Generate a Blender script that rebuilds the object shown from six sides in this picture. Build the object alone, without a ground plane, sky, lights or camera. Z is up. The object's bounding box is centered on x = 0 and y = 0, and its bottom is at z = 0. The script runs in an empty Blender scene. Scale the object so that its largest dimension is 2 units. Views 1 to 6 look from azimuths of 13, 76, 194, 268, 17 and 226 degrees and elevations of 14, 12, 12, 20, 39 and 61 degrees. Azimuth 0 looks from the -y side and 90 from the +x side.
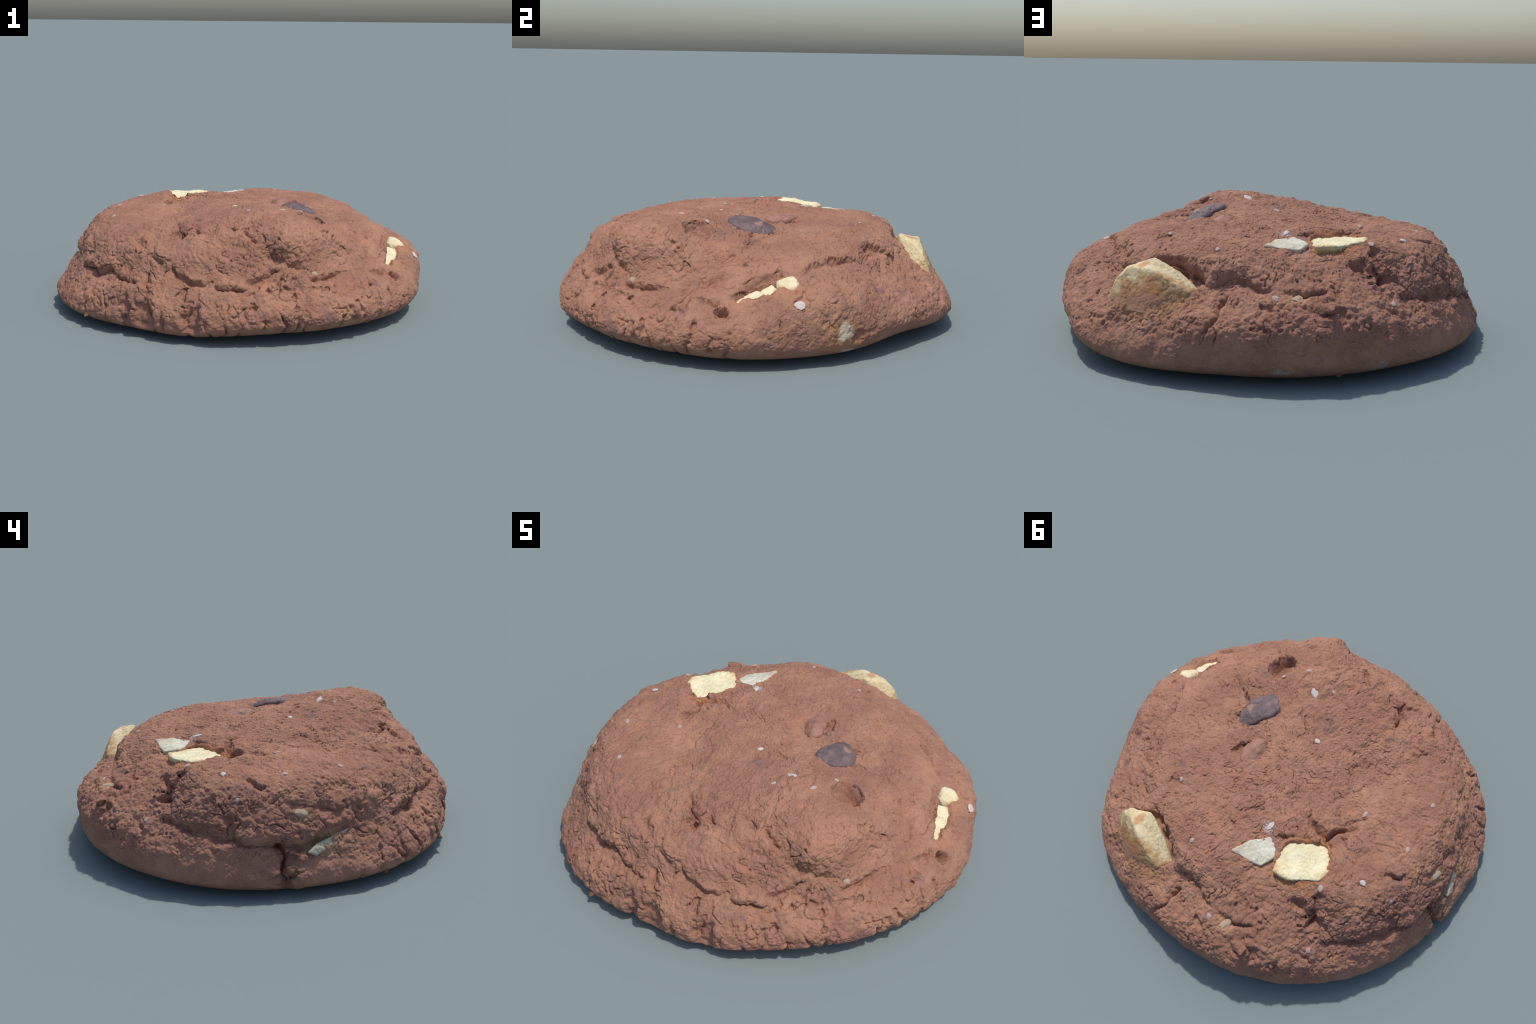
"""A thick, folded chocolate-dough cookie with white chocolate chunks, cocoa chips and pale specks.

The dough is one closed surface lofted through radial profiles, then worked over with folds, cracks,
pits, lumps and crumb relief; chunks, chips, specks and crumbs are meshes of their own set into it.
"""
import math

import bmesh
import bpy
import numpy as np

TAU = 2 * math.pi
rng = np.random.default_rng(7)

# --------------------------------------------------------------------------------------------------
# noise
# --------------------------------------------------------------------------------------------------
_perm = np.random.default_rng(11).permutation(256).astype(np.int32)
_perm = np.concatenate([_perm, _perm, _perm])
_grad = np.random.default_rng(12).normal(size=(256, 3)).astype(np.float32)
_grad /= np.linalg.norm(_grad, axis=1, keepdims=True)


def perlin(p, freq, seed=0):
    """Gradient noise, about -1..1."""
    q = (p * freq + np.array([seed * 17.3, seed * 5.7, seed * 9.1])).astype(np.float32)
    i = np.floor(q).astype(np.int32)
    f = q - i
    w = f * f * f * (f * (f * 6 - 15) + 10)
    i &= 255
    out = np.zeros(len(p), np.float32)
    for dx in (0, 1):
        hx = _perm[(i[:, 0] + dx) & 255]
        wx = w[:, 0] if dx else 1 - w[:, 0]
        for dy in (0, 1):
            hy = _perm[hx + ((i[:, 1] + dy) & 255)]
            wy = wx * (w[:, 1] if dy else 1 - w[:, 1])
            for dz in (0, 1):
                g = _grad[_perm[hy + ((i[:, 2] + dz) & 255)]]
                dot = g[:, 0] * (f[:, 0] - dx) + g[:, 1] * (f[:, 1] - dy) + g[:, 2] * (f[:, 2] - dz)
                out += wy * (w[:, 2] if dz else 1 - w[:, 2]) * dot
    return out * 1.6


def fbm(p, freq, octaves, gain=0.5, seed=0):
    out, amp = 0, 1.0
    for k in range(octaves):
        out = out + amp * perlin(p, freq * 2.03**k, seed + k)
        amp *= gain
    return out


def billow(p, freq, octaves, gain=0.5, seed=0):
    """Rounded clumps with sharp creases between them; about 0..1."""
    out, amp, total = 0, 1.0, 0
    for k in range(octaves):
        out = out + amp * np.abs(perlin(p, freq * 2.07**k, seed + k))
        total += amp
        amp *= gain
    return out / total


def warp(p, freq, amount, seed=0):
    return p + amount * np.stack([perlin(p, freq, seed + 31 + k) for k in range(3)], 1)


def cells(p, freq, seed=0):
    """Worley noise: distances to the nearest and second nearest jittered cell points."""
    q = (p * freq + seed * 3.7).astype(np.float32)
    base = np.floor(q).astype(np.int32)
    best = np.full(len(p), 9.0, np.float32)
    second = best.copy()
    for dx in (-1, 0, 1):
        for dy in (-1, 0, 1):
            for dz in (-1, 0, 1):
                c = base + np.array([dx, dy, dz], np.int32)
                m = c & 255
                h = _perm[_perm[_perm[m[:, 0]] + m[:, 1]] + m[:, 2]]
                point = c + 0.5 + 0.42 * _grad[h] * 1.1
                d = np.sqrt(((q - point) ** 2).sum(1))
                second = np.minimum(second, np.maximum(best, d))
                best = np.minimum(best, d)
    return best, second


def smooth(lo, hi, v):
    t = np.clip((v - lo) / (hi - lo), 0, 1)
    return t * t * (3 - 2 * t)


# --------------------------------------------------------------------------------------------------
# the loft: radial profiles every 18 degrees of azimuth (0 faces -y, 90 faces +x); each lists the thirteen
# control radii from under the rim, over the side, to the top, on a sphere squashed in height
# --------------------------------------------------------------------------------------------------
CENTRE_Z, SQUASH = 0.24, 2.4
POLE_UNDER, POLE_TOP = 0.535, 0.719
PROFILES = [
    (0.544, 0.580, 0.694, 0.958, 1.118, 1.018, 0.910, 0.850, 0.916, 0.907, 0.924, 0.830, 0.704),
    (0.543, 0.583, 0.698, 0.882, 1.045, 1.027, 0.911, 0.859, 0.869, 0.989, 1.004, 0.852, 0.708),
    (0.541, 0.587, 0.715, 0.889, 1.057, 1.062, 0.929, 0.886, 0.934, 1.076, 1.104, 0.876, 0.725),
    (0.539, 0.586, 0.710, 0.894, 1.069, 1.063, 0.962, 0.877, 0.870, 0.902, 0.891, 0.835, 0.740),
    (0.538, 0.581, 0.701, 0.903, 1.108, 1.071, 0.986, 0.843, 0.813, 0.908, 0.794, 0.762, 0.730),
    (0.537, 0.581, 0.702, 0.922, 1.085, 0.997, 1.007, 1.006, 0.890, 0.868, 0.746, 0.717, 0.706),
    (0.538, 0.587, 0.727, 0.923, 1.075, 1.002, 0.970, 0.943, 0.843, 0.837, 0.799, 0.714, 0.687),
    (0.539, 0.586, 0.705, 0.841, 0.984, 0.980, 0.897, 0.771, 0.773, 0.860, 0.854, 0.740, 0.687),
    (0.541, 0.582, 0.692, 0.900, 1.109, 1.071, 0.953, 0.871, 0.846, 0.882, 0.878, 0.766, 0.706),
    (0.542, 0.582, 0.716, 0.964, 1.121, 1.007, 0.910, 0.912, 0.829, 0.881, 0.842, 0.743, 0.725),
    (0.543, 0.580, 0.696, 0.933, 1.063, 0.984, 0.951, 0.819, 0.783, 0.929, 0.863, 0.740, 0.741),
    (0.542, 0.581, 0.714, 0.969, 1.077, 0.972, 1.001, 0.919, 0.855, 0.855, 0.786, 0.755, 0.748),
    (0.540, 0.578, 0.691, 0.942, 1.100, 1.004, 0.987, 0.929, 0.805, 0.744, 0.743, 0.767, 0.746),
    (0.539, 0.579, 0.686, 0.916, 1.103, 1.030, 0.940, 0.857, 0.851, 0.926, 0.902, 0.771, 0.728),
    (0.537, 0.578, 0.708, 0.987, 1.131, 1.016, 0.951, 0.888, 0.947, 0.975, 0.849, 0.729, 0.712),
    (0.537, 0.573, 0.680, 0.999, 1.141, 0.976, 0.929, 0.934, 0.935, 0.960, 0.761, 0.687, 0.716),
    (0.538, 0.577, 0.704, 1.003, 1.160, 1.007, 0.926, 0.918, 0.929, 1.018, 0.784, 0.688, 0.721),
    (0.540, 0.576, 0.676, 0.945, 1.193, 1.048, 0.930, 0.916, 0.961, 0.924, 0.644, 0.691, 0.727),
    (0.541, 0.578, 0.678, 0.919, 1.152, 1.069, 0.885, 0.876, 0.947, 0.920, 0.723, 0.733, 0.724),
    (0.543, 0.583, 0.723, 0.984, 1.083, 0.971, 0.948, 0.874, 0.928, 0.888, 0.896, 0.781, 0.710),
]


def spline_weights(x, count, periodic):
    i = np.floor(x).astype(int)
    t = x - i
    w = np.stack([(1 - t) ** 3, 3 * t**3 - 6 * t**2 + 4, -3 * t**3 + 3 * t**2 + 3 * t + 1, t**3], -1) / 6
    idx = i[..., None] + np.arange(-1, 3)
    return (idx % count if periodic else np.clip(idx, 0, count - 1)), w


_table = np.array(PROFILES).T
_table = np.vstack([np.full((1, 20), POLE_UNDER), _table, np.full((1, 20), POLE_TOP)])


def loft(azimuth, elevation):
    """Points of the plain dough body; azimuth 0..2pi, elevation -pi/2..pi/2 on the squashed sphere."""
    ia, wa = spline_weights(azimuth / TAU * 20, 20, True)
    ie, we = spline_weights((elevation / math.pi + 0.5) * 14, 15, False)
    r = np.einsum("...ij,...i,...j->...", _table[ie[..., :, None], ia[..., None, :]], we, wa)
    c = np.cos(elevation)
    p = np.stack([r * c * np.sin(azimuth), -r * c * np.cos(azimuth), r * np.sin(elevation) / SQUASH + CENTRE_Z], -1)
    # the underside lies flat on the tray
    z = p[..., 2]
    p[..., 2] = 0.5 * (z + np.sqrt(z * z + 0.02**2)) - 0.004
    return p


COLUMNS, ROWS = 1760, 540


def row_elevations():
    e = np.linspace(-math.pi / 2, math.pi / 2, 2000)
    step = np.zeros(2000)
    for a in np.linspace(0, TAU, 12, endpoint=False):
        p = loft(np.full(2000, a), e)
        step[1:] += np.linalg.norm(np.diff(p, axis=0), axis=1)
    step *= np.where(e < -0.75, 0.22, 1.0)
    length = np.cumsum(step)
    return np.interp(np.linspace(0, length[-1], ROWS + 2)[1:-1], length, e)


def grid_faces():
    """Quads of the column x row grid, and the fans that close both poles."""
    k = np.arange(COLUMNS)
    n = (k + 1) % COLUMNS
    quads = []
    for r in range(ROWS - 1):
        a, b = r * COLUMNS, (r + 1) * COLUMNS
        quads.append(np.stack([a + k, a + n, b + n, b + k], 1))
    low, high = ROWS * COLUMNS, ROWS * COLUMNS + 1
    top = (ROWS - 1) * COLUMNS
    fans = np.concatenate([np.stack([np.full(COLUMNS, low), n, k], 1), np.stack([np.full(COLUMNS, high), top + k, top + n], 1)])
    return np.concatenate(quads), fans


def grid_normals(p):
    g = p[: ROWS * COLUMNS].reshape(ROWS, COLUMNS, 3)
    du = np.roll(g, -1, 1) - np.roll(g, 1, 1)
    dv = np.empty_like(g)
    dv[1:-1] = g[2:] - g[:-2]
    dv[0] = g[1] - p[-2]
    dv[-1] = p[-1] - g[-2]
    n = np.cross(du, dv).reshape(-1, 3)
    n /= np.linalg.norm(n, axis=1, keepdims=True) + 1e-12
    return np.concatenate([n, [[0, 0, -1.0]], [[0, 0, 1.0]]])


# --------------------------------------------------------------------------------------------------
# relief tools: each returns a displacement along the normal
# --------------------------------------------------------------------------------------------------
def near(p, points, reach):
    points = np.asarray(points, float)
    lo, hi = points.min(0) - reach, points.max(0) + reach
    return np.nonzero(((p > lo) & (p < hi)).all(1))[0]


def along(p, n, line):
    """Distance to a polyline, signed distance (+ toward the crown of the cookie), place along it 0..1."""
    line = np.asarray(line, float)
    seg = np.diff(line, axis=0)
    length = np.linalg.norm(seg, axis=1)
    start = np.concatenate([[0], np.cumsum(length)])
    best = np.full(len(p), 9.0)
    sign = np.ones(len(p))
    place = np.zeros(len(p))
    crown = np.array([0, 0, 0.95])
    for k, s in enumerate(seg):
        t = np.clip(((p - line[k]) @ s) / (s @ s), 0, 1)
        off = p - (line[k] + t[:, None] * s)
        off -= (off * n).sum(1, keepdims=True) * n * 0.8
        d = np.linalg.norm(off, axis=1)
        across = np.cross(n, s)
        across *= np.sign((across * (crown - line[k])).sum(1, keepdims=True))
        closer = d < best
        best = np.where(closer, d, best)
        sign = np.where(closer, np.sign((off * across).sum(1)), sign)
        place = np.where(closer, (start[k] + t * length[k]) / start[-1], place)
    return best, sign * best, place


def crack(out, p, n, line, depth, width, lip=0.0, spread=0.04, step=0.0):
    """A crevice along a line; lip swells its upper side, step sinks its lower side."""
    idx = near(p, line, 0.12)
    d, s, t = along(p[idx], n[idx], line)
    d = d * (1.0 + 0.55 * perlin(p[idx], 24, 300))
    depth = depth * (1.0 + 0.7 * perlin(p[idx], 16, 301))
    ends = smooth(0, 0.18, t) * smooth(0, 0.18, 1 - t)
    ends = 0.15 + 0.85 * ends
    width = width * 1.2
    cut = -depth * ends / (1 + (d / width) ** 2) ** 1.8
    fade = smooth(0, 0.18, t + 0.02) * smooth(0, 0.18, 1.02 - t)
    swell = lip * fade * np.exp(-((s - 0.012) / spread) ** 2) * smooth(-0.006, 0.006, s)
    sink = -step * fade * np.exp(-(s / spread) ** 2) * smooth(0.006, -0.006, s)
    out[idx] += cut + swell + sink


def pit(out, p, centre, radius, depth, stretch=None):
    idx = near(p, [centre], radius * 3)
    off = p[idx] - np.asarray(centre)
    if stretch is not None:
        axis, ratio = np.asarray(stretch[:3], float), stretch[3]
        axis = axis / np.linalg.norm(axis)
        off = off - (off @ axis)[:, None] * axis * (1 - 1 / ratio)
    d = np.linalg.norm(off, axis=1) / radius * (1 + 0.4 * perlin(p[idx], 0.9 / radius, 310))
    out[idx] -= depth * smooth(1.3, 0.5, d)


def lump(out, p, centre, radius, height, sharp=2.0):
    idx = near(p, [centre], radius * 2.5)
    d = np.linalg.norm(p[idx] - np.asarray(centre), axis=1) / radius
    out[idx] += height * np.exp(-(d**sharp))


def outline_distance(p, outline):
    """Signed distance to a closed outline measured in its own plane (negative inside), and height over the plane."""
    o = np.asarray(outline, float)
    c = o.mean(0)
    u, _, v = np.linalg.svd(o - c)
    ax, ay, az = v
    q = np.stack([(p - c) @ ax, (p - c) @ ay], 1)
    poly = np.stack([(o - c) @ ax, (o - c) @ ay], 1)
    best = np.full(len(p), 9.0)
    inside = np.zeros(len(p), bool)
    for a, b in zip(poly, np.roll(poly, -1, 0)):
        s = b - a
        t = np.clip(((q - a) @ s) / (s @ s), 0, 1)
        best = np.minimum(best, np.linalg.norm(q - a - t[:, None] * s, axis=1))
        crosses = (a[1] > q[:, 1]) != (b[1] > q[:, 1])
        x = a[0] + (q[:, 1] - a[1]) / (b[1] - a[1] + 1e-12) * (b[0] - a[0])
        inside ^= crosses & (q[:, 0] < x)
    return np.where(inside, -best, best)


def socket(out, p, outline, depth, edge=0.014):
    idx = near(p, outline, 0.05)
    d = outline_distance(p[idx], outline)
    out[idx] -= depth * smooth(-edge * 0.3, -edge * 1.5, d)


# --------------------------------------------------------------------------------------------------
# where things sit on the cookie
# --------------------------------------------------------------------------------------------------
CREAM = [(-0.345, 0.462, 0.492), (-0.285, 0.375, 0.492), (-0.285, 0.30, 0.492), (-0.36, 0.225, 0.492), (-0.43, 0.18, 0.485),
         (-0.505, 0.215, 0.478), (-0.532, 0.29, 0.508), (-0.53, 0.345, 0.505), (-0.43, 0.438, 0.495)]
PALE = [(-0.14, 0.525, 0.492), (-0.165, 0.44, 0.503), (-0.215, 0.36, 0.503), (-0.262, 0.365, 0.492), (-0.29, 0.42, 0.487), (-0.275, 0.482, 0.476), (-0.22, 0.505, 0.482)]
DARK = [(0.255, -0.15, 0.545), (0.285, -0.06, 0.53), (0.325, 0.035, 0.495), (0.385, 0.025, 0.49), (0.43, -0.05, 0.485), (0.425, -0.13, 0.50), (0.38, -0.19, 0.53), (0.315, -0.205, 0.55)]
RUDDY = [(0.13, 0.06, 0.50), (0.14, 0.15, 0.51), (0.19, 0.18, 0.52), (0.235, 0.12, 0.515), (0.235, 0.04, 0.51), (0.19, 0.0, 0.515)]
SIDE = [(0.83, -0.02, 0.378), (0.875, 0.0, 0.365), (0.92, -0.03, 0.338), (0.885, -0.09, 0.34), (0.895, -0.16, 0.30), (0.885, -0.20, 0.29),
        (0.865, -0.235, 0.285), (0.87, -0.27, 0.265), (0.835, -0.29, 0.275), (0.82, -0.22, 0.30), (0.825, -0.12, 0.345)]
SLAB = [(0.43, 0.70, 0.39), (0.33, 0.655, 0.44), (0.20, 0.69, 0.405), (0.06, 0.735, 0.34), (0.09, 0.83, 0.33), (0.20, 0.88, 0.27), (0.45, 0.80, 0.28)]
SLAB_SOCKET = [(0.43, 0.70, 0.39), (0.33, 0.655, 0.44), (0.20, 0.69, 0.405), (0.06, 0.735, 0.34), (0.09, 0.80, 0.345), (0.20, 0.80, 0.40), (0.39, 0.755, 0.415)]


def crevice(line, depth, width, lip=0.0, spread=0.05, step=0.0):
    return dict(line=line, depth=depth, width=width, lip=lip, spread=spread, step=step)


CRACKS = [
    # front: the upper dough folds over the rim
    crevice([(-0.16, -0.83, 0.36), (-0.12, -0.86, 0.31), (-0.08, -0.87, 0.30), (-0.04, -0.88, 0.29), (0.01, -0.88, 0.28), (0.06, -0.87, 0.29)], depth=0.024, width=0.012, lip=0.012, spread=0.04, step=0.006),
    crevice([(0.08, -0.885, 0.27), (0.15, -0.88, 0.27), (0.24, -0.86, 0.27)], depth=0.031, width=0.010, lip=0.016, spread=0.03, step=0.004),
    crevice([(0.20, -0.84, 0.29), (0.26, -0.82, 0.30), (0.31, -0.79, 0.32), (0.38, -0.75, 0.36)], depth=0.027, width=0.012, lip=0.013, spread=0.05, step=0.004),
    crevice([(0.30, -0.75, 0.42), (0.36, -0.75, 0.40), (0.43, -0.73, 0.37), (0.50, -0.69, 0.34)], depth=0.020, width=0.022, lip=0.012, spread=0.04, step=0.0),
    crevice([(0.50, -0.71, 0.30), (0.54, -0.69, 0.30), (0.60, -0.64, 0.30), (0.64, -0.59, 0.31), (0.69, -0.53, 0.31)], depth=0.031, width=0.011, lip=0.012, spread=0.05, step=0.0),
    crevice([(0.79, -0.45, 0.28), (0.83, -0.40, 0.28), (0.86, -0.34, 0.285)], depth=0.035, width=0.012, lip=0.012, spread=0.04, step=0.0),
    crevice([(0.84, -0.31, 0.275), (0.825, -0.24, 0.30), (0.815, -0.15, 0.345), (0.80, -0.03, 0.395)], depth=0.031, width=0.012, lip=0.012, spread=0.05, step=0.0),
    crevice([(0.40, -0.76, 0.34), (0.39, -0.79, 0.30), (0.385, -0.81, 0.27)], depth=0.022, width=0.007),
    # front left
    crevice([(-0.71, -0.56, 0.24), (-0.64, -0.63, 0.26), (-0.61, -0.67, 0.25), (-0.56, -0.70, 0.26), (-0.50, -0.74, 0.30), (-0.47, -0.76, 0.27)], depth=0.031, width=0.014, lip=0.019, spread=0.045, step=0.005),
    crevice([(-0.47, -0.77, 0.26), (-0.42, -0.80, 0.25), (-0.37, -0.82, 0.26), (-0.31, -0.85, 0.27)], depth=0.024, width=0.011, lip=0.013, spread=0.035, step=0.0),
    crevice([(-0.27, -0.83, 0.33), (-0.26, -0.86, 0.27), (-0.25, -0.88, 0.24), (-0.27, -0.90, 0.21)], depth=0.027, width=0.010, lip=0.010, spread=0.03, step=0.0),
    crevice([(-0.28, -0.78, 0.41), (-0.23, -0.82, 0.38), (-0.19, -0.84, 0.35)], depth=0.020, width=0.02, lip=0.010, spread=0.04, step=0.0),
    crevice([(-0.06, -0.90, 0.26), (-0.055, -0.92, 0.23), (-0.05, -0.935, 0.21)], depth=0.022, width=0.010),
    crevice([(-0.40, -0.68, 0.45), (-0.36, -0.71, 0.43), (-0.31, -0.73, 0.43)], depth=0.016, width=0.022, lip=0.007, spread=0.04, step=0.0),
    # left flank: the deep groove between dome and rim, and the notch through the rim
    crevice([(-0.66, 0.55, 0.28), (-0.77, 0.41, 0.29), (-0.83, 0.34, 0.28), (-0.89, 0.22, 0.26), (-0.93, 0.12, 0.24), (-0.945, -0.01, 0.23), (-0.93, -0.16, 0.22), (-0.89, -0.27, 0.25), (-0.82, -0.39, 0.27)], depth=0.03, width=0.022, lip=0.016, spread=0.07, step=-0.006),
    crevice([(-0.84, -0.06, 0.40), (-0.86, -0.20, 0.38), (-0.83, -0.31, 0.35), (-0.76, -0.45, 0.34)], depth=0.018, width=0.03, lip=0.01, spread=0.05, step=0.0),
    crevice([(-0.92, -0.02, 0.25), (-0.96, -0.055, 0.19), (-0.985, -0.035, 0.13), (-0.99, -0.065, 0.08), (-0.97, -0.05, 0.03)], depth=0.045, width=0.016, lip=0.016, spread=0.05, step=0.010),
    crevice([(-0.86, 0.20, 0.36), (-0.885, 0.19, 0.31), (-0.89, 0.18, 0.28)], depth=0.025, width=0.018),
    crevice([(-0.70, 0.63, 0.31), (-0.71, 0.60, 0.27), (-0.73, 0.58, 0.22)], depth=0.02, width=0.014),
    # crown, front side
    crevice([(-0.23, -0.54, 0.50), (-0.20, -0.61, 0.49), (-0.14, -0.66, 0.49), (-0.15, -0.685, 0.48), (-0.12, -0.715, 0.46)], depth=0.04, width=0.011, lip=-0.012, spread=0.05, step=-0.012),
    crevice([(-0.10, -0.64, 0.49), (-0.04, -0.69, 0.485)], depth=0.025, width=0.009, lip=0.0, spread=0.03, step=-0.006),
    crevice([(0.04, -0.60, 0.53), (0.11, -0.67, 0.52), (0.15, -0.69, 0.51)], depth=0.02, width=0.016, lip=-0.008, spread=0.04, step=-0.008),
    crevice([(0.16, -0.66, 0.52), (0.22, -0.71, 0.50), (0.26, -0.75, 0.46)], depth=0.03, width=0.018, lip=-0.008, spread=0.04, step=-0.010),
    crevice([(-0.34, -0.46, 0.48), (-0.365, -0.41, 0.48), (-0.365, -0.34, 0.475), (-0.37, -0.31, 0.47)], depth=0.02, width=0.010, lip=0.0, spread=0.05, step=-0.006),
    crevice([(-0.36, 0.12, 0.50), (-0.40, 0.06, 0.50), (-0.43, -0.01, 0.50), (-0.49, -0.06, 0.50)], depth=0.012, width=0.014, lip=-0.006, spread=0.05, step=0.0),
    crevice([(-0.21, -0.20, 0.47), (-0.23, -0.25, 0.47)], depth=0.014, width=0.009),
    crevice([(-0.27, 0.03, 0.48), (-0.30, -0.06, 0.48), (-0.34, -0.21, 0.47)], depth=0.012, width=0.012),
    crevice([(-0.36, -0.34, 0.47), (-0.25, -0.27, 0.48), (-0.10, -0.24, 0.51), (0.05, -0.25, 0.54)], depth=0.010, width=0.03),
    # right flank
    crevice([(0.84, 0.02, 0.39), (0.75, 0.13, 0.41), (0.70, 0.23, 0.405), (0.68, 0.30, 0.40), (0.65, 0.34, 0.40)], depth=0.023, width=0.013, lip=0.010, spread=0.05, step=0.0),
    crevice([(0.58, 0.38, 0.42), (0.54, 0.44, 0.42), (0.51, 0.51, 0.40), (0.50, 0.58, 0.36), (0.42, 0.62, 0.41)], depth=0.023, width=0.014, lip=0.008, spread=0.05, step=0.0),
    crevice([(0.52, 0.59, 0.34), (0.60, 0.62, 0.28)], depth=0.020, width=0.012),
    crevice([(0.56, 0.65, 0.28), (0.60, 0.72, 0.22)], depth=0.025, width=0.013),
    crevice([(0.68, -0.22, 0.44), (0.57, -0.14, 0.49), (0.49, -0.06, 0.51), (0.43, -0.03, 0.52)], depth=0.012, width=0.012),
    # around the pale chunks on the crown
    crevice([(-0.23, 0.11, 0.50), (-0.29, 0.15, 0.50), (-0.36, 0.165, 0.50), (-0.40, 0.15, 0.50), (-0.42, 0.10, 0.50), (-0.47, -0.02, 0.50)], depth=0.045, width=0.013),
    crevice([(-0.36, 0.165, 0.50), (-0.40, 0.175, 0.49), (-0.44, 0.165, 0.48)], depth=0.04, width=0.016),
    crevice([(-0.23, 0.335, 0.50), (-0.28, 0.29, 0.50), (-0.36, 0.215, 0.50)], depth=0.022, width=0.011),
    crevice([(-0.72, 0.09, 0.48), (-0.75, 0.06, 0.475), (-0.78, 0.055, 0.465), (-0.81, 0.03, 0.45)], depth=0.03, width=0.012),
    # back: the slab's upper crevice and the crumbling wall
    crevice([(0.36, 0.635, 0.44), (0.27, 0.665, 0.43), (0.17, 0.69, 0.41), (0.08, 0.72, 0.37), (0.03, 0.76, 0.34)], depth=0.052, width=0.018, lip=0.006, spread=0.05, step=0.0),
    crevice([(0.03, 0.76, 0.35), (-0.04, 0.755, 0.40), (-0.10, 0.76, 0.39), (-0.18, 0.77, 0.375), (-0.24, 0.765, 0.37)], depth=0.018, width=0.013, lip=0.008, spread=0.05, step=0.004),
    crevice([(-0.02, 0.79, 0.36), (-0.05, 0.84, 0.31), (-0.04, 0.91, 0.26), (0.0, 0.955, 0.19)], depth=0.035, width=0.012),
    crevice([(-0.20, 0.84, 0.32), (-0.26, 0.865, 0.29)], depth=0.022, width=0.010),
    crevice([(-0.30, 0.77, 0.36), (-0.39, 0.735, 0.36), (-0.45, 0.70, 0.36)], depth=0.028, width=0.012, lip=0.010, spread=0.04, step=0.0),
    crevice([(-0.55, 0.375, 0.48), (-0.57, 0.41, 0.45), (-0.62, 0.445, 0.39), (-0.70, 0.44, 0.33)], depth=0.022, width=0.02, lip=0.014, spread=0.06, step=0.006),
    crevice([(-0.49, 0.50, 0.43), (-0.54, 0.475, 0.42), (-0.61, 0.465, 0.38), (-0.65, 0.47, 0.36)], depth=0.03, width=0.018),
]

# holes and scoops: centre, radius, depth, (stretch axis and ratio)
PITS = [
    
    ((0.475, -0.115, 0.51), 0.016, 0.03, (1, 0, 0, 1.8)), ((0.52, -0.125, 0.50), 0.014, 0.02, None), ((0.415, -0.015, 0.51), 0.016, 0.025, (1, -0.8, 0, 1.8)),
    ((0.71, 0.19, 0.42), 0.018, 0.025, (0.4, -1, 0, 2.0)), ((0.897, -0.335, 0.25), 0.026, 0.07, (0, 0.7, -0.7, 1.3)), ((0.915, -0.42, 0.137), 0.016, 0.03, None),
    ((0.705, -0.70, 0.157), 0.020, 0.035, (0, 0, 1, 1.4)), ((0.74, -0.69, 0.12), 0.022, 0.018, None), ((0.485, -0.845, 0.18), 0.012, 0.025, (0, 0, 1, 1.8)),
    ((0.47, -0.81, 0.235), 0.012, 0.025, (0, 0, 1, 1.8)), ((0.79, -0.53, 0.243), 0.013, 0.022, None), ((0.94, 0.255, 0.12), 0.030, 0.022, None),
    ((0.28, -0.92, 0.19), 0.014, 0.03, (0, 0, 1, 2.0)), ((0.55, -0.74, 0.26), 0.024, 0.018, (1, 0.5, 0, 1.8)), ((0.60, -0.70, 0.255), 0.014, 0.018, None),
    ((-0.16, -0.785, 0.434), 0.010, 0.015, None), ((0.34, -0.83, 0.272), 0.011, 0.02, (1, 0, 0, 1.6)), ((0.43, -0.80, 0.278), 0.011, 0.018, (1, 0, 0, 1.6)),
    ((0.785, 0.39, 0.29), 0.026, 0.010, (0.5, -0.3, -0.8, 1.5)), ((0.71, 0.54, 0.24), 0.028, 0.009, (0.5, -0.3, -0.8, 1.5)), ((0.87, 0.07, 0.37), 0.022, 0.012, (0, 1, 0, 1.5)),
    ((-0.62, 0.465, 0.372), 0.035, 0.025, None), ((-0.53, 0.47, 0.415), 0.030, 0.022, None), ((0.32, 0.49, 0.50), 0.024, 0.012, (1, 0, 0, 1.6)),
    ((0.20, 0.06, 0.515), 0.085, 0.010, None), ((0.25, 0.115, 0.51), 0.022, 0.030, (0.2, 1, 0, 2.0)), ((0.12, 0.04, 0.50), 0.018, 0.018, (0.2, 1, 0, 1.6)),
    ((0.56, -0.62, 0.36), 0.11, 0.016, None), ((0.66, -0.52, 0.37), 0.08, 0.010, None), ((-0.55, 0.80, 0.29), 0.05, 0.018, None),
    ((0.50, -0.09, 0.50), 0.10, 0.012, None), ((0.40, 0.05, 0.50), 0.07, 0.010, None),
    ((-0.985, -0.05, 0.05), 0.035, 0.025, None), ((-0.468, 0.165, 0.485), 0.055, 0.045, (1, -0.5, 0, 1.3)), ((-0.40, 0.185, 0.49), 0.034, 0.022, None),
    # finger-wide flutes pressed into the lower rim
    ((-0.26, -0.955, 0.12), 0.046, 0.034, (0, 0.1, 1, 2.6)), ((-0.005, -0.99, 0.12), 0.040, 0.034, (0, 0.1, 1, 2.6)), ((-0.37, -0.925, 0.11), 0.040, 0.024, (0, 0.1, 1, 2.4)),
    ((-0.045, -0.975, 0.155), 0.016, 0.016, (0, 0.1, 1, 2.4)), ((-0.54, -0.85, 0.12), 0.030, 0.010, (0, 0.1, 1, 2.2)),
]

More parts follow.
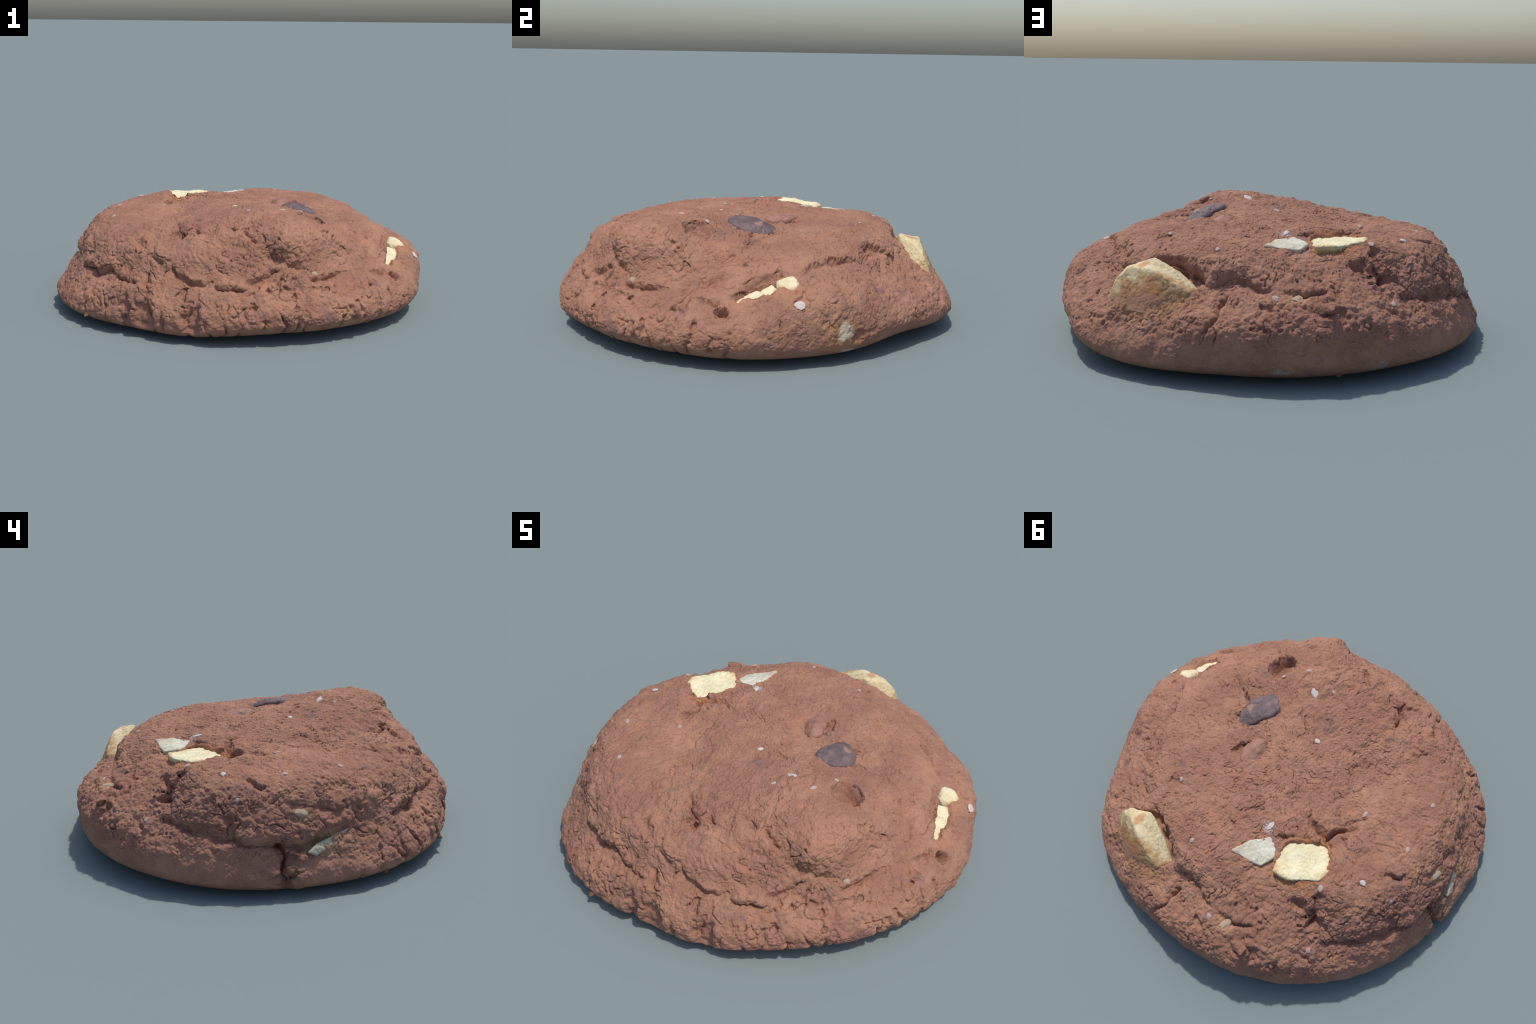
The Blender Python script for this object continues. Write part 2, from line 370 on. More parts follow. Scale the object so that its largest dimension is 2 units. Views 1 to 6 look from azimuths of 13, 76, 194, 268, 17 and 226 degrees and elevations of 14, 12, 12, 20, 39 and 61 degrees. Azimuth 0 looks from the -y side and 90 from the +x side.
LUMPS = [
    ((0.39, -0.70, 0.475), 0.060, 0.026, 3), ((0.545, -0.485, 0.50), 0.036, 0.016, 3), ((0.585, -0.47, 0.485), 0.022, 0.010, 3), ((0.43, -0.61, 0.53), 0.07, 0.008, 3),
    ((-0.55, -0.70, 0.30), 0.055, 0.010, 3), ((-0.32, -0.86, 0.25), 0.045, 0.012, 3), ((-0.37, -0.87, 0.21), 0.05, 0.014, 3), ((-0.46, -0.83, 0.19), 0.055, 0.012, 3),
    ((0.75, -0.67, 0.155), 0.035, 0.012, 3), ((0.30, -0.86, 0.29), 0.05, 0.008, 3), ((-0.07, -0.90, 0.27), 0.04, 0.010, 3),
    ((0.46, -0.13, 0.52), 0.03, 0.012, 3), ((0.50, -0.20, 0.50), 0.05, 0.010, 3), ((-0.56, 0.365, 0.49), 0.022, 0.014, 3), ((0.56, 0.63, 0.32), 0.05, 0.008, 3),
]


def build_dough_points():
    elevation = row_elevations()
    azimuth = np.arange(COLUMNS) / COLUMNS * TAU
    a, e = np.meshgrid(azimuth, elevation)
    p = loft(a, e).reshape(-1, 3)
    poles = np.stack([loft(np.array(0.0), np.array(-math.pi / 2)), loft(np.array(0.0), np.array(math.pi / 2))])
    p0 = np.concatenate([p, poles])
    n0 = grid_normals(p0)

    # zones: smooth baked crust on the crown and round the foot, torn crumb between
    azim = np.degrees(np.arctan2(p0[:, 0], -p0[:, 1])) % 360
    z = p0[:, 2] + 0.03 * perlin(p0, 5, 3) + 0.02 * perlin(p0, 17, 6)
    crown = smooth(0.72, 0.95, n0[:, 2] + 0.12 * perlin(p0, 6, 4)) * smooth(0.38, 0.46, z)
    back = smooth(120, 165, azim) * smooth(305, 270, azim)
    foot_height = 0.10 + 0.075 * back
    foot = smooth(foot_height + 0.045, foot_height - 0.035, z)
    under = smooth(-0.2, -0.7, n0[:, 2])
    crumb = (1 - crown) * (1 - foot) * (1 - under)
    flank = smooth(60, 80, azim) * smooth(150, 110, azim) * smooth(0.36, 0.28, z)  # smoother right side
    crumb *= 1 - 0.3 * flank

    # 1. folds, cracks, pits, sockets
    wob = warp(warp(warp(p0, 11, 0.016, 1), 34, 0.006, 5), 75, 0.0012, 8)
    d1 = np.zeros(len(p0))
    small = warp(p0, 25, 0.006, 9)
    for c in CRACKS:
        crack(d1, wob, n0, **c)
    # the hollow a lost chip left: a steep bowl, its floor rising to one side
    idx = near(small, [(0.455, -0.362, 0.53)], 0.12)
    off = (small[idx] - np.array([0.455, -0.362, 0.53])) * np.array([1.0, 0.9, 0.35])
    bowl = smooth(1.08, 0.70, np.linalg.norm(off, axis=1) / 0.070)
    d1[idx] -= bowl * (0.062 + 0.30 * np.clip(off[:, 0], -0.05, 0.05))
    creases = np.random.default_rng(21)
    for k in range(26):  # short upright creases all round the front of the rim
        a = math.radians(-62 + 140 * (k + creases.uniform(-0.4, 0.4)) / 26)
        low, high = creases.uniform(-0.60, -0.38), creases.uniform(-0.28, -0.02)
        line = [loft(np.array((a + creases.uniform(-0.03, 0.03)) % TAU), np.array(e)) for e in np.linspace(low, high, 3)]
        crack(d1, wob, n0, line, creases.uniform(0.014, 0.028), creases.uniform(0.006, 0.010))
    for centre, radius, depth, stretch in PITS:
        pit(d1, wob, centre, radius, depth, stretch)
    for centre, radius, height, sharp in LUMPS:
        lump(d1, wob, centre, radius, height, sharp)
    for outline, depth, edge in ((CREAM, 0.035, 0.014), (PALE, 0.025, 0.014), (DARK, 0.03, 0.014), (RUDDY, 0.025, 0.02), (SIDE, 0.03, 0.012), (SLAB_SOCKET, 0.035, 0.012)):
        socket(d1, small, outline, depth, edge)
    # broad swells
    d1 += (1 - under) * ((0.4 + 0.6 * crumb) * 0.010 * perlin(p0, 7.5, 41))
    calm = 1 - 0.65 * smooth(-0.014, -0.032, d1)  # hollows keep smooth walls
    crumb, crown = crumb * calm, crown * calm
    p1 = p0 + n0 * d1[:, None]
    n1 = grid_normals(p1)

    # 2. crumb: clumps with sharp creases, torn pores, short cracks
    q = warp(p1, 9, 0.03, 50)
    f1, f2 = cells(q, 13, 1)
    clump = smooth(0.0, 0.45, f2 - f1) * (1 - 0.55 * f1)
    g1, g2 = cells(warp(p1, 22, 0.012, 55), 31, 2)
    grain = smooth(0.0, 0.5, g2 - g1) * (1 - 0.5 * g1)
    folds = billow(q, 10, 4, 0.55, 60)
    torn = smooth(-0.25, 0.35, perlin(p1, 5.5, 70))
    swirl = billow(warp(p1, 4, 0.06, 58), 4.5, 3, 0.6, 59)
    rugged = 0.52 + 0.18 * smooth(125, 165, azim) * smooth(290, 255, azim)  # the back wall is torn roughest
    d2 = crumb * (rugged * (0.012 * (clump - 0.45) * torn + 0.034 * (folds - 0.28)) + 0.0045 * (grain - 0.4) + 0.028 * (swirl - 0.3))
    front = smooth(-0.15, -0.5, p1[:, 1] + 0.12 * perlin(p1, 4, 61))
    d2 += crown * ((0.028 + 0.008 * front) * (billow(q, 7, 5, 0.62, 64) - 0.28) + 0.010 * front * (clump - 0.45) * torn + 0.0022 * (grain - 0.4) + 0.018 * (swirl - 0.3))
    d2 += foot * (1 - under) * (0.018 * (billow(p1, 8, 5, 0.58, 67) - 0.28) + 0.004 * perlin(p1, 16, 68) + (1 - back) * (0.010 * (clump - 0.45) * torn + 0.016 * (folds - 0.28)))
    vein = np.abs(perlin(warp(p1, 14, 0.03, 75), 11, 76))
    d2 -= (crumb + 0.5 * crown) * 0.016 * smooth(0.06, 0.0, vein) * smooth(0.18, 0.45, perlin(p1, 9, 77))
    vein = np.abs(perlin(warp(p1, 24, 0.02, 78), 21, 79))
    d2 -= (crumb + 0.9 * crown) * 0.009 * smooth(0.08, 0.0, vein) * smooth(0.1, 0.4, perlin(p1, 14, 80))
    vein = np.abs(perlin(warp(p1, 40, 0.012, 84), 33, 85))
    d2 -= (crumb + crown + 0.6 * foot * (1 - under)) * 0.006 * smooth(0.10, 0.0, vein) * smooth(0.0, 0.35, perlin(p1, 18, 86))
    h1, h2 = cells(warp(p1, 30, 0.008, 81), 19, 4)
    pores = smooth(0.24, 0.10, h1) * smooth(0.0, 0.3, perlin(p1, 6, 82))
    d2 -= (crumb + 0.25 * crown + 0.3 * foot * (1 - back) * (1 - under)) * 0.014 * pores
    d2 += 0.0025 * (1 - under)
    p2 = p1 + n1 * d2[:, None]
    n2 = grid_normals(p2)

    # 3. fine crumb
    amount = 0.75 * foot * back + 1.0 * crown + 0.75 * foot * (1 - back) + 0.82 * crumb
    d3 = amount * (0.0065 * (billow(warp(p2, 40, 0.006, 90), 36, 3, 0.6, 91) - 0.25) + 0.0016 * perlin(p2, 110, 95) + 0.0008 * perlin(p2, 190, 96))
    p3 = p2 + n2 * (d3 * (1 - 0.7 * under))[:, None]
    p3[:, 2] = np.maximum(p3[:, 2], 0.0006 + 0.002 * np.clip(perlin(p0, 14, 99), 0, 1))
    return p3


# --------------------------------------------------------------------------------------------------
# materials
# --------------------------------------------------------------------------------------------------
class Nodes:
    """Small helper round a material's node tree."""

    def __init__(self, name):
        self.material = bpy.data.materials.new(name)
        self.material.use_nodes = True
        self.tree = self.material.node_tree
        self.bsdf = self.tree.nodes["Principled BSDF"]
        self.place = self.add("ShaderNodeTexCoord").outputs["Object"]

    def add(self, kind, **settings):
        node = self.tree.nodes.new(kind)
        for k, v in settings.items():
            setattr(node, k, v)
        return node

    def link(self, a, b):
        self.tree.links.new(a, b)

    def noise(self, scale, detail=4.0, rough=0.55, offset=0.0, distortion=0.0):
        node = self.add("ShaderNodeTexNoise")
        node.inputs["Scale"].default_value = scale
        node.inputs["Detail"].default_value = detail
        node.inputs["Roughness"].default_value = rough
        node.inputs["Distortion"].default_value = distortion
        if offset:
            shift = self.add("ShaderNodeVectorMath", operation="ADD")
            shift.inputs[1].default_value = (offset, offset * 1.7, -offset)
            self.link(self.place, shift.inputs[0])
            self.link(shift.outputs[0], node.inputs["Vector"])
        else:
            self.link(self.place, node.inputs["Vector"])
        return node.outputs["Fac"]

    def span(self, value, lo, hi, a=0.0, b=1.0):
        node = self.add("ShaderNodeMapRange", interpolation_type="SMOOTHSTEP")
        for k, v in zip(("From Min", "From Max", "To Min", "To Max"), (lo, hi, a, b)):
            node.inputs[k].default_value = v
        self.link(value, node.inputs["Value"])
        return node.outputs["Result"]

    def math(self, op, a, b):
        node = self.add("ShaderNodeMath", operation=op)
        for k, v in enumerate((a, b)):
            if isinstance(v, (int, float)):
                node.inputs[k].default_value = v
            else:
                self.link(v, node.inputs[k])
        return node.outputs[0]

    def mix(self, factor, a, b, blend="MIX"):
        node = self.add("ShaderNodeMix", data_type="RGBA", blend_type=blend)
        for socket_index, v in ((0, factor), (6, a), (7, b)):
            if isinstance(v, (int, float)):
                node.inputs[socket_index].default_value = v
            elif isinstance(v, tuple):
                node.inputs[socket_index].default_value = (*v, 1.0)
            else:
                self.link(v, node.inputs[socket_index])
        return node.outputs[2]

    def blob(self, centre, radii, inner=0.45, outer=1.0, ragged=0.75, scale=28.0):
        """Mask of an ellipsoidal patch with a ragged edge: 1 inside, 0 outside."""
        a = self.add("ShaderNodeVectorMath", operation="SUBTRACT")
        a.inputs[1].default_value = centre
        self.link(self.place, a.inputs[0])
        b = self.add("ShaderNodeVectorMath", operation="DIVIDE")
        b.inputs[1].default_value = radii
        self.link(a.outputs[0], b.inputs[0])
        c = self.add("ShaderNodeVectorMath", operation="LENGTH")
        self.link(b.outputs[0], c.inputs[0])
        wobble = self.math("MULTIPLY", self.math("SUBTRACT", self.noise(scale, 3.0), 0.5), ragged * 2)
        return self.span(self.math("ADD", c.outputs["Value"], wobble), outer, inner)

    def finish(self, colour, rough=0.8, bump=None, strength=0.3, distance=0.01, specular=0.25):
        self.link(colour, self.bsdf.inputs["Base Color"])
        self.bsdf.inputs["Roughness"].default_value = rough
        self.bsdf.inputs["Specular IOR Level"].default_value = specular
        if bump is not None:
            node = self.add("ShaderNodeBump")
            node.inputs["Strength"].default_value = strength
            node.inputs["Distance"].default_value = distance
            self.link(bump, node.inputs["Height"])
            self.link(node.outputs[0], self.bsdf.inputs["Normal"])
        return self.material


DOUGH_LIGHT, DOUGH_MID, DOUGH_DEEP = (0.465, 0.244, 0.163), (0.345, 0.168, 0.116), (0.17, 0.096, 0.077)
ORANGE = (0.50, 0.20, 0.075)
CREAM_COLOUR = (0.79, 0.73, 0.49)


def dough_material(name="baked_dough", patches=True):
    m = Nodes(name)
    broad = m.span(m.noise(4.5, 5.0, 0.6), 0.36, 0.64)
    colour = m.mix(broad, DOUGH_MID, DOUGH_LIGHT)
    mottle = m.span(m.noise(26, 5.0, 0.65, 3.1), 0.35, 0.68)
    colour = m.mix(m.math("MULTIPLY", mottle, 0.5), colour, DOUGH_MID)
    warm = m.span(m.noise(13, 4.0, 0.6, 11.0), 0.50, 0.72)
    colour = m.mix(m.math("MULTIPLY", warm, 0.45), colour, (0.46, 0.215, 0.12))
    cocoa = m.span(m.noise(9, 5.0, 0.65, 7.7, 0.6), 0.56, 0.74)
    colour = m.mix(m.math("MULTIPLY", cocoa, 0.6), colour, (0.25, 0.155, 0.14))
    brown = m.span(m.noise(6.5, 5.0, 0.62, 15.0), 0.55, 0.72)
    colour = m.mix(m.math("MULTIPLY", brown, 0.45), colour, (0.30, 0.162, 0.102))
    grain = m.span(m.noise(85, 4.0, 0.7, 1.3), 0.56, 0.72)
    colour = m.mix(m.math("MULTIPLY", grain, 0.55), colour, DOUGH_DEEP)
    sparkle = m.span(m.noise(120, 2.0, 0.6, 5.9), 0.62, 0.74)
    colour = m.mix(m.math("MULTIPLY", sparkle, 0.5), colour, (0.62, 0.38, 0.28))
    if patches:
        for centre, radii, tint, much in (
            # fat and caramel soaking out of the chunks
            ((-0.41, 0.31, 0.47), (0.185, 0.185, 0.09), ORANGE, 0.55), ((-0.22, 0.44, 0.48), (0.13, 0.13, 0.06), (0.50, 0.25, 0.16), 0.5),
            ((0.27, 0.85, 0.30), (0.27, 0.10, 0.10), (0.43, 0.225, 0.115), 0.7), ((0.90, -0.06, 0.335), (0.06, 0.14, 0.07), (0.50, 0.25, 0.14), 0.5),
            ((0.87, -0.23, 0.28), (0.045, 0.10, 0.05), (0.50, 0.25, 0.14), 0.4), ((0.95, 0.18, 0.14), (0.10, 0.13, 0.10), (0.48, 0.23, 0.12), 0.6),
            ((-0.90, -0.25, 0.22), (0.10, 0.16, 0.06), (0.42, 0.26, 0.14), 0.6), ((-0.88, -0.14, 0.34), (0.06, 0.07, 0.05), (0.42, 0.26, 0.14), 0.6),
            ((-0.34, 0.78, 0.34), (0.08, 0.06, 0.05), (0.55, 0.30, 0.18), 0.7),
            # pale smears of melted chocolate
            ((0.97, 0.185, 0.155), (0.07, 0.050, 0.060), (0.56, 0.48, 0.36), 0.9),
            ((0.90, 0.20, 0.055), (0.06, 0.05, 0.035), (0.58, 0.52, 0.42), 0.8), ((-0.30, 0.885, 0.075), (0.055, 0.06, 0.022), (0.46, 0.42, 0.35), 0.9),
            ((-0.66, 0.71, 0.075), (0.05, 0.05, 0.03), (0.42, 0.34, 0.28), 0.7), ((-0.17, 0.33, 0.505), (0.045, 0.03, 0.03), (0.55, 0.46, 0.43), 0.7),
            # dark brown and purplish patches
            ((0.785, 0.39, 0.29), (0.03, 0.04, 0.03), (0.22, 0.12, 0.11), 0.7), ((0.71, 0.54, 0.24), (0.03, 0.045, 0.03), (0.22, 0.13, 0.12), 0.7),
            ((0.62, -0.78, 0.13), (0.08, 0.05, 0.06), (0.24, 0.13, 0.115), 0.6), ((0.82, -0.50, 0.25), (0.035, 0.03, 0.03), (0.30, 0.17, 0.16), 0.8),
            ((0.385, 0.40, 0.51), (0.04, 0.03, 0.03), (0.22, 0.12, 0.11), 0.6), ((0.45, -0.365, 0.48), (0.075, 0.075, 0.06), (0.25, 0.115, 0.08), 0.7),  # second entry: pit interior tinted darker to deepen its shadow
            ((-0.78, 0.05, 0.46), (0.05, 0.04, 0.04), (0.25, 0.16, 0.14), 0.6),
        ):
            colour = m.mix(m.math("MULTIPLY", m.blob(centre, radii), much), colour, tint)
    height = m.math("ADD", m.noise(70, 6.0, 0.7, 2.0), m.math("MULTIPLY", m.noise(210, 3.0, 0.7, 4.0), 0.45))
    return m.finish(colour, 0.82, height, 0.85, 0.009, 0.2)


def chunk_material(name, base, stains=(), stain_amount=0.9, rim=None):
    m = Nodes(name)
    colour = m.mix(m.span(m.noise(16, 4.0, 0.6), 0.35, 0.7), base, tuple(c * k for c, k in zip(base, (0.90, 0.87, 0.78))))
    cracks = m.add("ShaderNodeTexVoronoi", feature="DISTANCE_TO_EDGE")
    cracks.inputs["Scale"].default_value = 48
    bent = m.add("ShaderNodeVectorMath", operation="ADD")
    m.link(m.place, bent.inputs[0])
    wiggle = m.add("ShaderNodeTexNoise")
    wiggle.inputs["Scale"].default_value = 60
    scaled = m.add("ShaderNodeVectorMath", operation="SCALE")
    scaled.inputs["Scale"].default_value = 0.03
    m.link(m.place, wiggle.inputs["Vector"])
    m.link(wiggle.outputs["Color"], scaled.inputs[0])
    m.link(scaled.outputs[0], bent.inputs[1])
    m.link(bent.outputs[0], cracks.inputs["Vector"])
    line = m.math("MULTIPLY", m.span(cracks.outputs["Distance"], 0.05, 0.0), m.span(m.noise(14, 2.0, 0.5, 8.0), 0.48, 0.66))
    colour = m.mix(m.math("MULTIPLY", line, 0.55), colour, tuple(c * 0.42 for c in base))
    if rim:  # toasted edge where the chunk meets the dough
        middle = m.blob(rim[0], rim[1], 0.72, 1.08, 0.28, 20)
        colour = m.mix(m.math("MULTIPLY", m.math("SUBTRACT", 1.0, middle), 0.8), colour, rim[2])
    for centre, radii, tint in stains:
        colour = m.mix(m.math("MULTIPLY", m.blob(centre, radii, 0.5, 1.05, 0.6, 18), stain_amount), colour, tint)
    height = m.math("SUBTRACT", m.noise(60, 6.0, 0.7), m.math("MULTIPLY", line, 0.5))
    return m.finish(colour, 0.7, height, 0.6, 0.01, 0.3)


def chip_material(name, dark, light, smear=None):
    m = Nodes(name)
    colour = m.mix(m.span(m.noise(18, 4.0, 0.6), 0.38, 0.66), dark, light)
    for centre, radii, tint in smear or ():
        colour = m.mix(m.math("MULTIPLY", m.blob(centre, radii, 0.3, 1.0, 0.8, 30), 0.8), colour, tint)
    return m.finish(colour, 0.6, m.noise(50, 5.0, 0.65), 0.4, 0.01, 0.35)


# --------------------------------------------------------------------------------------------------
# parts
# --------------------------------------------------------------------------------------------------
def mesh_from(name, points, *face_sets):
    mesh = bpy.data.meshes.new(name)
    mesh.vertices.add(len(points))
    mesh.vertices.foreach_set("co", np.ascontiguousarray(points, np.float32).ravel())
    loops = np.concatenate([f.ravel() for f in face_sets]).astype(np.int32)
    sizes = np.concatenate([np.full(len(f), f.shape[1]) for f in face_sets])
    starts = np.concatenate([[0], np.cumsum(sizes)[:-1]]).astype(np.int32)
    mesh.loops.add(len(loops))
    mesh.loops.foreach_set("vertex_index", loops)
    mesh.polygons.add(len(sizes))
    mesh.polygons.foreach_set("loop_start", starts)
    mesh.update(calc_edges=True)
    mesh.validate()
    mesh.polygons.foreach_set("use_smooth", np.ones(len(mesh.polygons), bool))
    return mesh


def put(name, mesh, material, parent):
    obj = bpy.data.objects.new(name, mesh)
    bpy.context.scene.collection.objects.link(obj)
    mesh.materials.clear()
    mesh.materials.append(material)
    obj.parent = parent
    return obj


def rounded_hull(name, points, bevel=0.008, voxel=0.005, rough=0.004, freq=30, seed=0, bulge=0.006):
    """A broken lump: the convex hull of its corners, edges rounded, faces roughened."""
    bm = bmesh.new()
    for q in points:
        bm.verts.new(q)
    hull = bmesh.ops.convex_hull(bm, input=bm.verts)
    loose = [v for v in bm.verts if not v.link_faces]
    bmesh.ops.delete(bm, geom=loose, context="VERTS")
    bmesh.ops.dissolve_limit(bm, angle_limit=math.radians(7), verts=bm.verts, edges=bm.edges)
    mesh = bpy.data.meshes.new(name)
    bm.to_mesh(mesh)
    bm.free()
    temp = bpy.data.objects.new("helper", mesh)
    bpy.context.scene.collection.objects.link(temp)
    b = temp.modifiers.new("round", "BEVEL")
    b.width, b.segments, b.limit_method = bevel, 3, "NONE"
    r = temp.modifiers.new("even", "REMESH")
    r.mode, r.voxel_size = "VOXEL", voxel
    s = temp.modifiers.new("soften", "SMOOTH")
    s.factor, s.iterations = 0.5, 3
    graph = bpy.context.evaluated_depsgraph_get()
    done = bpy.data.meshes.new_from_object(temp.evaluated_get(graph))
    bpy.data.objects.remove(temp)
    bpy.data.meshes.remove(mesh)
    done.name = name
    count = len(done.vertices)
    p = np.empty(count * 3, np.float32)
    n = np.empty(count * 3, np.float32)
    done.vertices.foreach_get("co", p)
    done.vertex_normals.foreach_get("vector", n)
    p, n = p.reshape(-1, 3).astype(float), n.reshape(-1, 3)
    d = rough * (2.2 * (billow(p, freq, 3, 0.6, 120 + seed) - 0.3) + 0.8 * perlin(p, freq * 0.4, 130 + seed))
    d += bulge * perlin(p, 11, 135 + seed)
    vein = np.abs(perlin(warp(p, 30, 0.012, 140), freq * 0.9, 141 + seed))
    d -= rough * 0.9 * smooth(0.08, 0.0, vein) * smooth(-0.1, 0.3, perlin(p, 12, 143))
    p = p + n * d[:, None]
    done.vertices.foreach_set("co", p.astype(np.float32).ravel())
    done.polygons.foreach_set("use_smooth", np.ones(len(done.polygons), bool))
    done.update()
    return done


def slab_points(outline, rise, depth, shrink=0.85, grow=1.0, crest=0.0):
    """Corner points of a chunk: its visible outline, raised, over a smaller buried foot."""
    o = np.asarray(outline, float)
    c = o.mean(0)
    _, _, v = np.linalg.svd(o - c)
    up = v[2] if v[2] @ (c - np.array([0, 0, 0.2])) > 0 else -v[2]
    top = c + (o - c) * grow + up * rise
    foot = c + (o - c) * shrink - up * depth
    extra = [c + (o[k] - c) * 0.5 + up * (rise + crest) for k in range(len(o))] if crest else []
    return [tuple(q) for q in (*top, *foot, *extra)]


def frame_on(points, normals, place):
    away = ((points - np.asarray(place)) ** 2).sum(1)
    k = int(np.argmin(away))
    n = normals[away < away[k] + 0.03**2].mean(0)
    return points[k], n / np.linalg.norm(n)


def pebble_mesh(name, seed):
    """A small flattened grain, long along x, thin along z."""
    bm = bmesh.new()
    bmesh.ops.create_icosphere(bm, subdivisions=4, radius=1.0)
    mesh = bpy.data.meshes.new(name)
    bm.to_mesh(mesh)
    bm.free()
    p = np.array([v.co for v in mesh.vertices])
    p *= (1 + 0.22 * perlin(p, 1.3, 200 + seed) + 0.08 * perlin(p, 3.5, 210 + seed))[:, None]
    mesh.vertices.foreach_set("co", p.astype(np.float32).ravel())
    mesh.polygons.foreach_set("use_smooth", np.ones(len(mesh.polygons), bool))
    mesh.update()
    return mesh


def set_grain(name, mesh, material, parent, at, normal, size, turn, sink):
    from mathutils import Matrix, Vector

    z = Vector(normal).normalized()
    x = z.orthogonal().normalized()
    y = z.cross(x)
    basis = Matrix((x, y, z)).transposed() @ Matrix.Rotation(turn, 3, "Z")
    obj = put(name, mesh, material, parent)
    place = Vector(at) - z * sink
    obj.matrix_world = Matrix.Translation(place) @ basis.to_4x4() @ Matrix.Diagonal((*size, 1.0))
    return obj


def build():
    cookie = bpy.data.objects.new("cookie", None)
    bpy.context.scene.collection.objects.link(cookie)
    cookie["label"] = "thick reddish brown cookie with white chocolate chunks and cocoa chips"
    cookie["category"] = "cookie"

    points = build_dough_points()
    normals = grid_normals(points)
    quads, fans = grid_faces()
    dough_look = dough_material()
    put("dough", mesh_from("dough", points, quads, fans), dough_look, cookie)

    # white chocolate
    stain = (0.55, 0.26, 0.09)
    cream_look = chunk_material("white_chocolate", CREAM_COLOUR, [((-0.44, 0.46, 0.455), (0.16, 0.06, 0.035), (0.40, 0.24, 0.08)), ((-0.45, 0.165, 0.455), (0.09, 0.05, 0.04), (0.50, 0.33, 0.12))], 0.8, ((-0.41, 0.315, 0.50), (0.135, 0.15, 0.2), (0.60, 0.38, 0.17)))
    pale_look = chunk_material("pale_white_chocolate", (0.67, 0.65, 0.53), (), 0.9, ((-0.225, 0.43, 0.49), (0.088, 0.10, 0.2), (0.52, 0.40, 0.30)))
    side_look = chunk_material("stained_white_chocolate", (0.76, 0.69, 0.47), [((0.905, -0.095, 0.335), (0.05, 0.040, 0.05), stain), ((0.935, -0.05, 0.32), (0.045, 0.08, 0.05), stain), ((0.915, -0.22, 0.27), (0.035, 0.09, 0.04), stain)], 0.8, ((0.86, -0.13, 0.33), (0.06, 0.165, 0.2), (0.58, 0.36, 0.20)))
    slab_look = chunk_material("caramelised_white_chocolate", (0.72, 0.61, 0.38), [((0.27, 0.90, 0.31), (0.36, 0.17, 0.16), (0.52, 0.33, 0.14)), ((0.28, 0.90, 0.26), (0.46, 0.21, 0.19), (0.45, 0.25, 0.11)), ((0.26, 0.86, 0.35), (0.07, 0.07, 0.10), (0.48, 0.20, 0.09)), ((0.36, 0.82, 0.32), (0.07, 0.07, 0.08), (0.46, 0.24, 0.10)),
                                                                                ((0.33, 0.74, 0.44), (0.03, 0.05, 0.04), (0.58, 0.27, 0.13)), ((0.28, 0.89, 0.235), (0.44, 0.16, 0.115), (0.40, 0.20, 0.13))], 0.85)
    chunk = "white_chocolate_chunk"
    put(chunk, rounded_hull(chunk, slab_points(CREAM, 0.0, 0.07, 1.0, 1.04, 0.004), 0.010, 0.004, 0.0048, 30, 1), cream_look, cookie)
    put(chunk, rounded_hull(chunk, slab_points(PALE, 0.005, 0.05, 1.05, 1.14, 0.002), 0.008, 0.004, 0.003, 34, 2), pale_look, cookie)
    put(chunk, rounded_hull(chunk, slab_points(SIDE[:4] + [(0.83, -0.09, 0.365)], 0.002, 0.06, 1.1, 1.10), 0.016, 0.004, 0.004, 34, 3), side_look, cookie)
    put(chunk, rounded_hull(chunk, slab_points([(0.885, -0.10, 0.325), *SIDE[4:]], -0.001, 0.06, 1.1, 1.12), 0.014, 0.004, 0.004, 34, 4, 0.004), side_look, cookie)
    slab = [(0.455, 0.745, 0.355), (0.415, 0.715, 0.41), (0.302, 0.672, 0.446), (0.171, 0.705, 0.395), (0.082, 0.745, 0.340), (0.39, 0.755, 0.415), (0.285, 0.785, 0.424), (0.205, 0.812, 0.395), (0.098, 0.818, 0.340),
            (0.485, 0.785, 0.25), (0.39, 0.850, 0.25), (0.28, 0.885, 0.25), (0.15, 0.880, 0.25), (0.42, 0.64, 0.22), (0.10, 0.68, 0.22)]
    slab = [(x * 1.01, y + (0.003 if z > 0.3 else -0.006), z) for x, y, z in slab]
    put(chunk, rounded_hull(chunk, slab, 0.005, 0.0045, 0.0035, 26, 5, 0.002), slab_look, cookie)
    # slivers almost swallowed by the dough
    sliver_look = chunk_material("buried_white_chocolate", (0.50, 0.45, 0.35), [((-0.92, -0.28, 0.185), (0.06, 0.10, 0.03), (0.50, 0.32, 0.16))], 0.8)
    sliver = [(-0.955, -0.155, 0.195), (-0.925, -0.20, 0.222), (-0.885, -0.28, 0.245), (-0.835, -0.365, 0.258), (-0.895, -0.30, 0.215), (-0.955, -0.195, 0.178)]
    put(chunk, rounded_hull(chunk, slab_points(sliver, 0.006, 0.05, 0.9), 0.005, 0.004, 0.003, 34, 6), sliver_look, cookie)
    bit_look = chunk_material("toasted_white_chocolate", (0.60, 0.47, 0.34))
    bead = pebble_mesh("white_chocolate_bit", 1)
    for at, size, sink in (((-0.872, -0.138, 0.36), (0.034, 0.020, 0.010), 0.006), ((-0.34, 0.77, 0.348), (0.034, 0.018, 0.009), 0.005), ((0.532, -0.681, 0.319), (0.013, 0.016, 0.010), 0.002)):
        p, n = frame_on(points, normals, at)
        set_grain("white_chocolate_bit", bead, bit_look, cookie, p, n, size, 0.6, sink)

    # cocoa chips
    dark_look = chip_material("cocoa_chip", (0.115, 0.082, 0.084), (0.19, 0.135, 0.13), [((0.385, -0.065, 0.535), (0.03, 0.045, 0.03), (0.34, 0.21, 0.15)), ((0.33, 0.02, 0.50), (0.03, 0.03, 0.03), (0.34, 0.20, 0.14))])
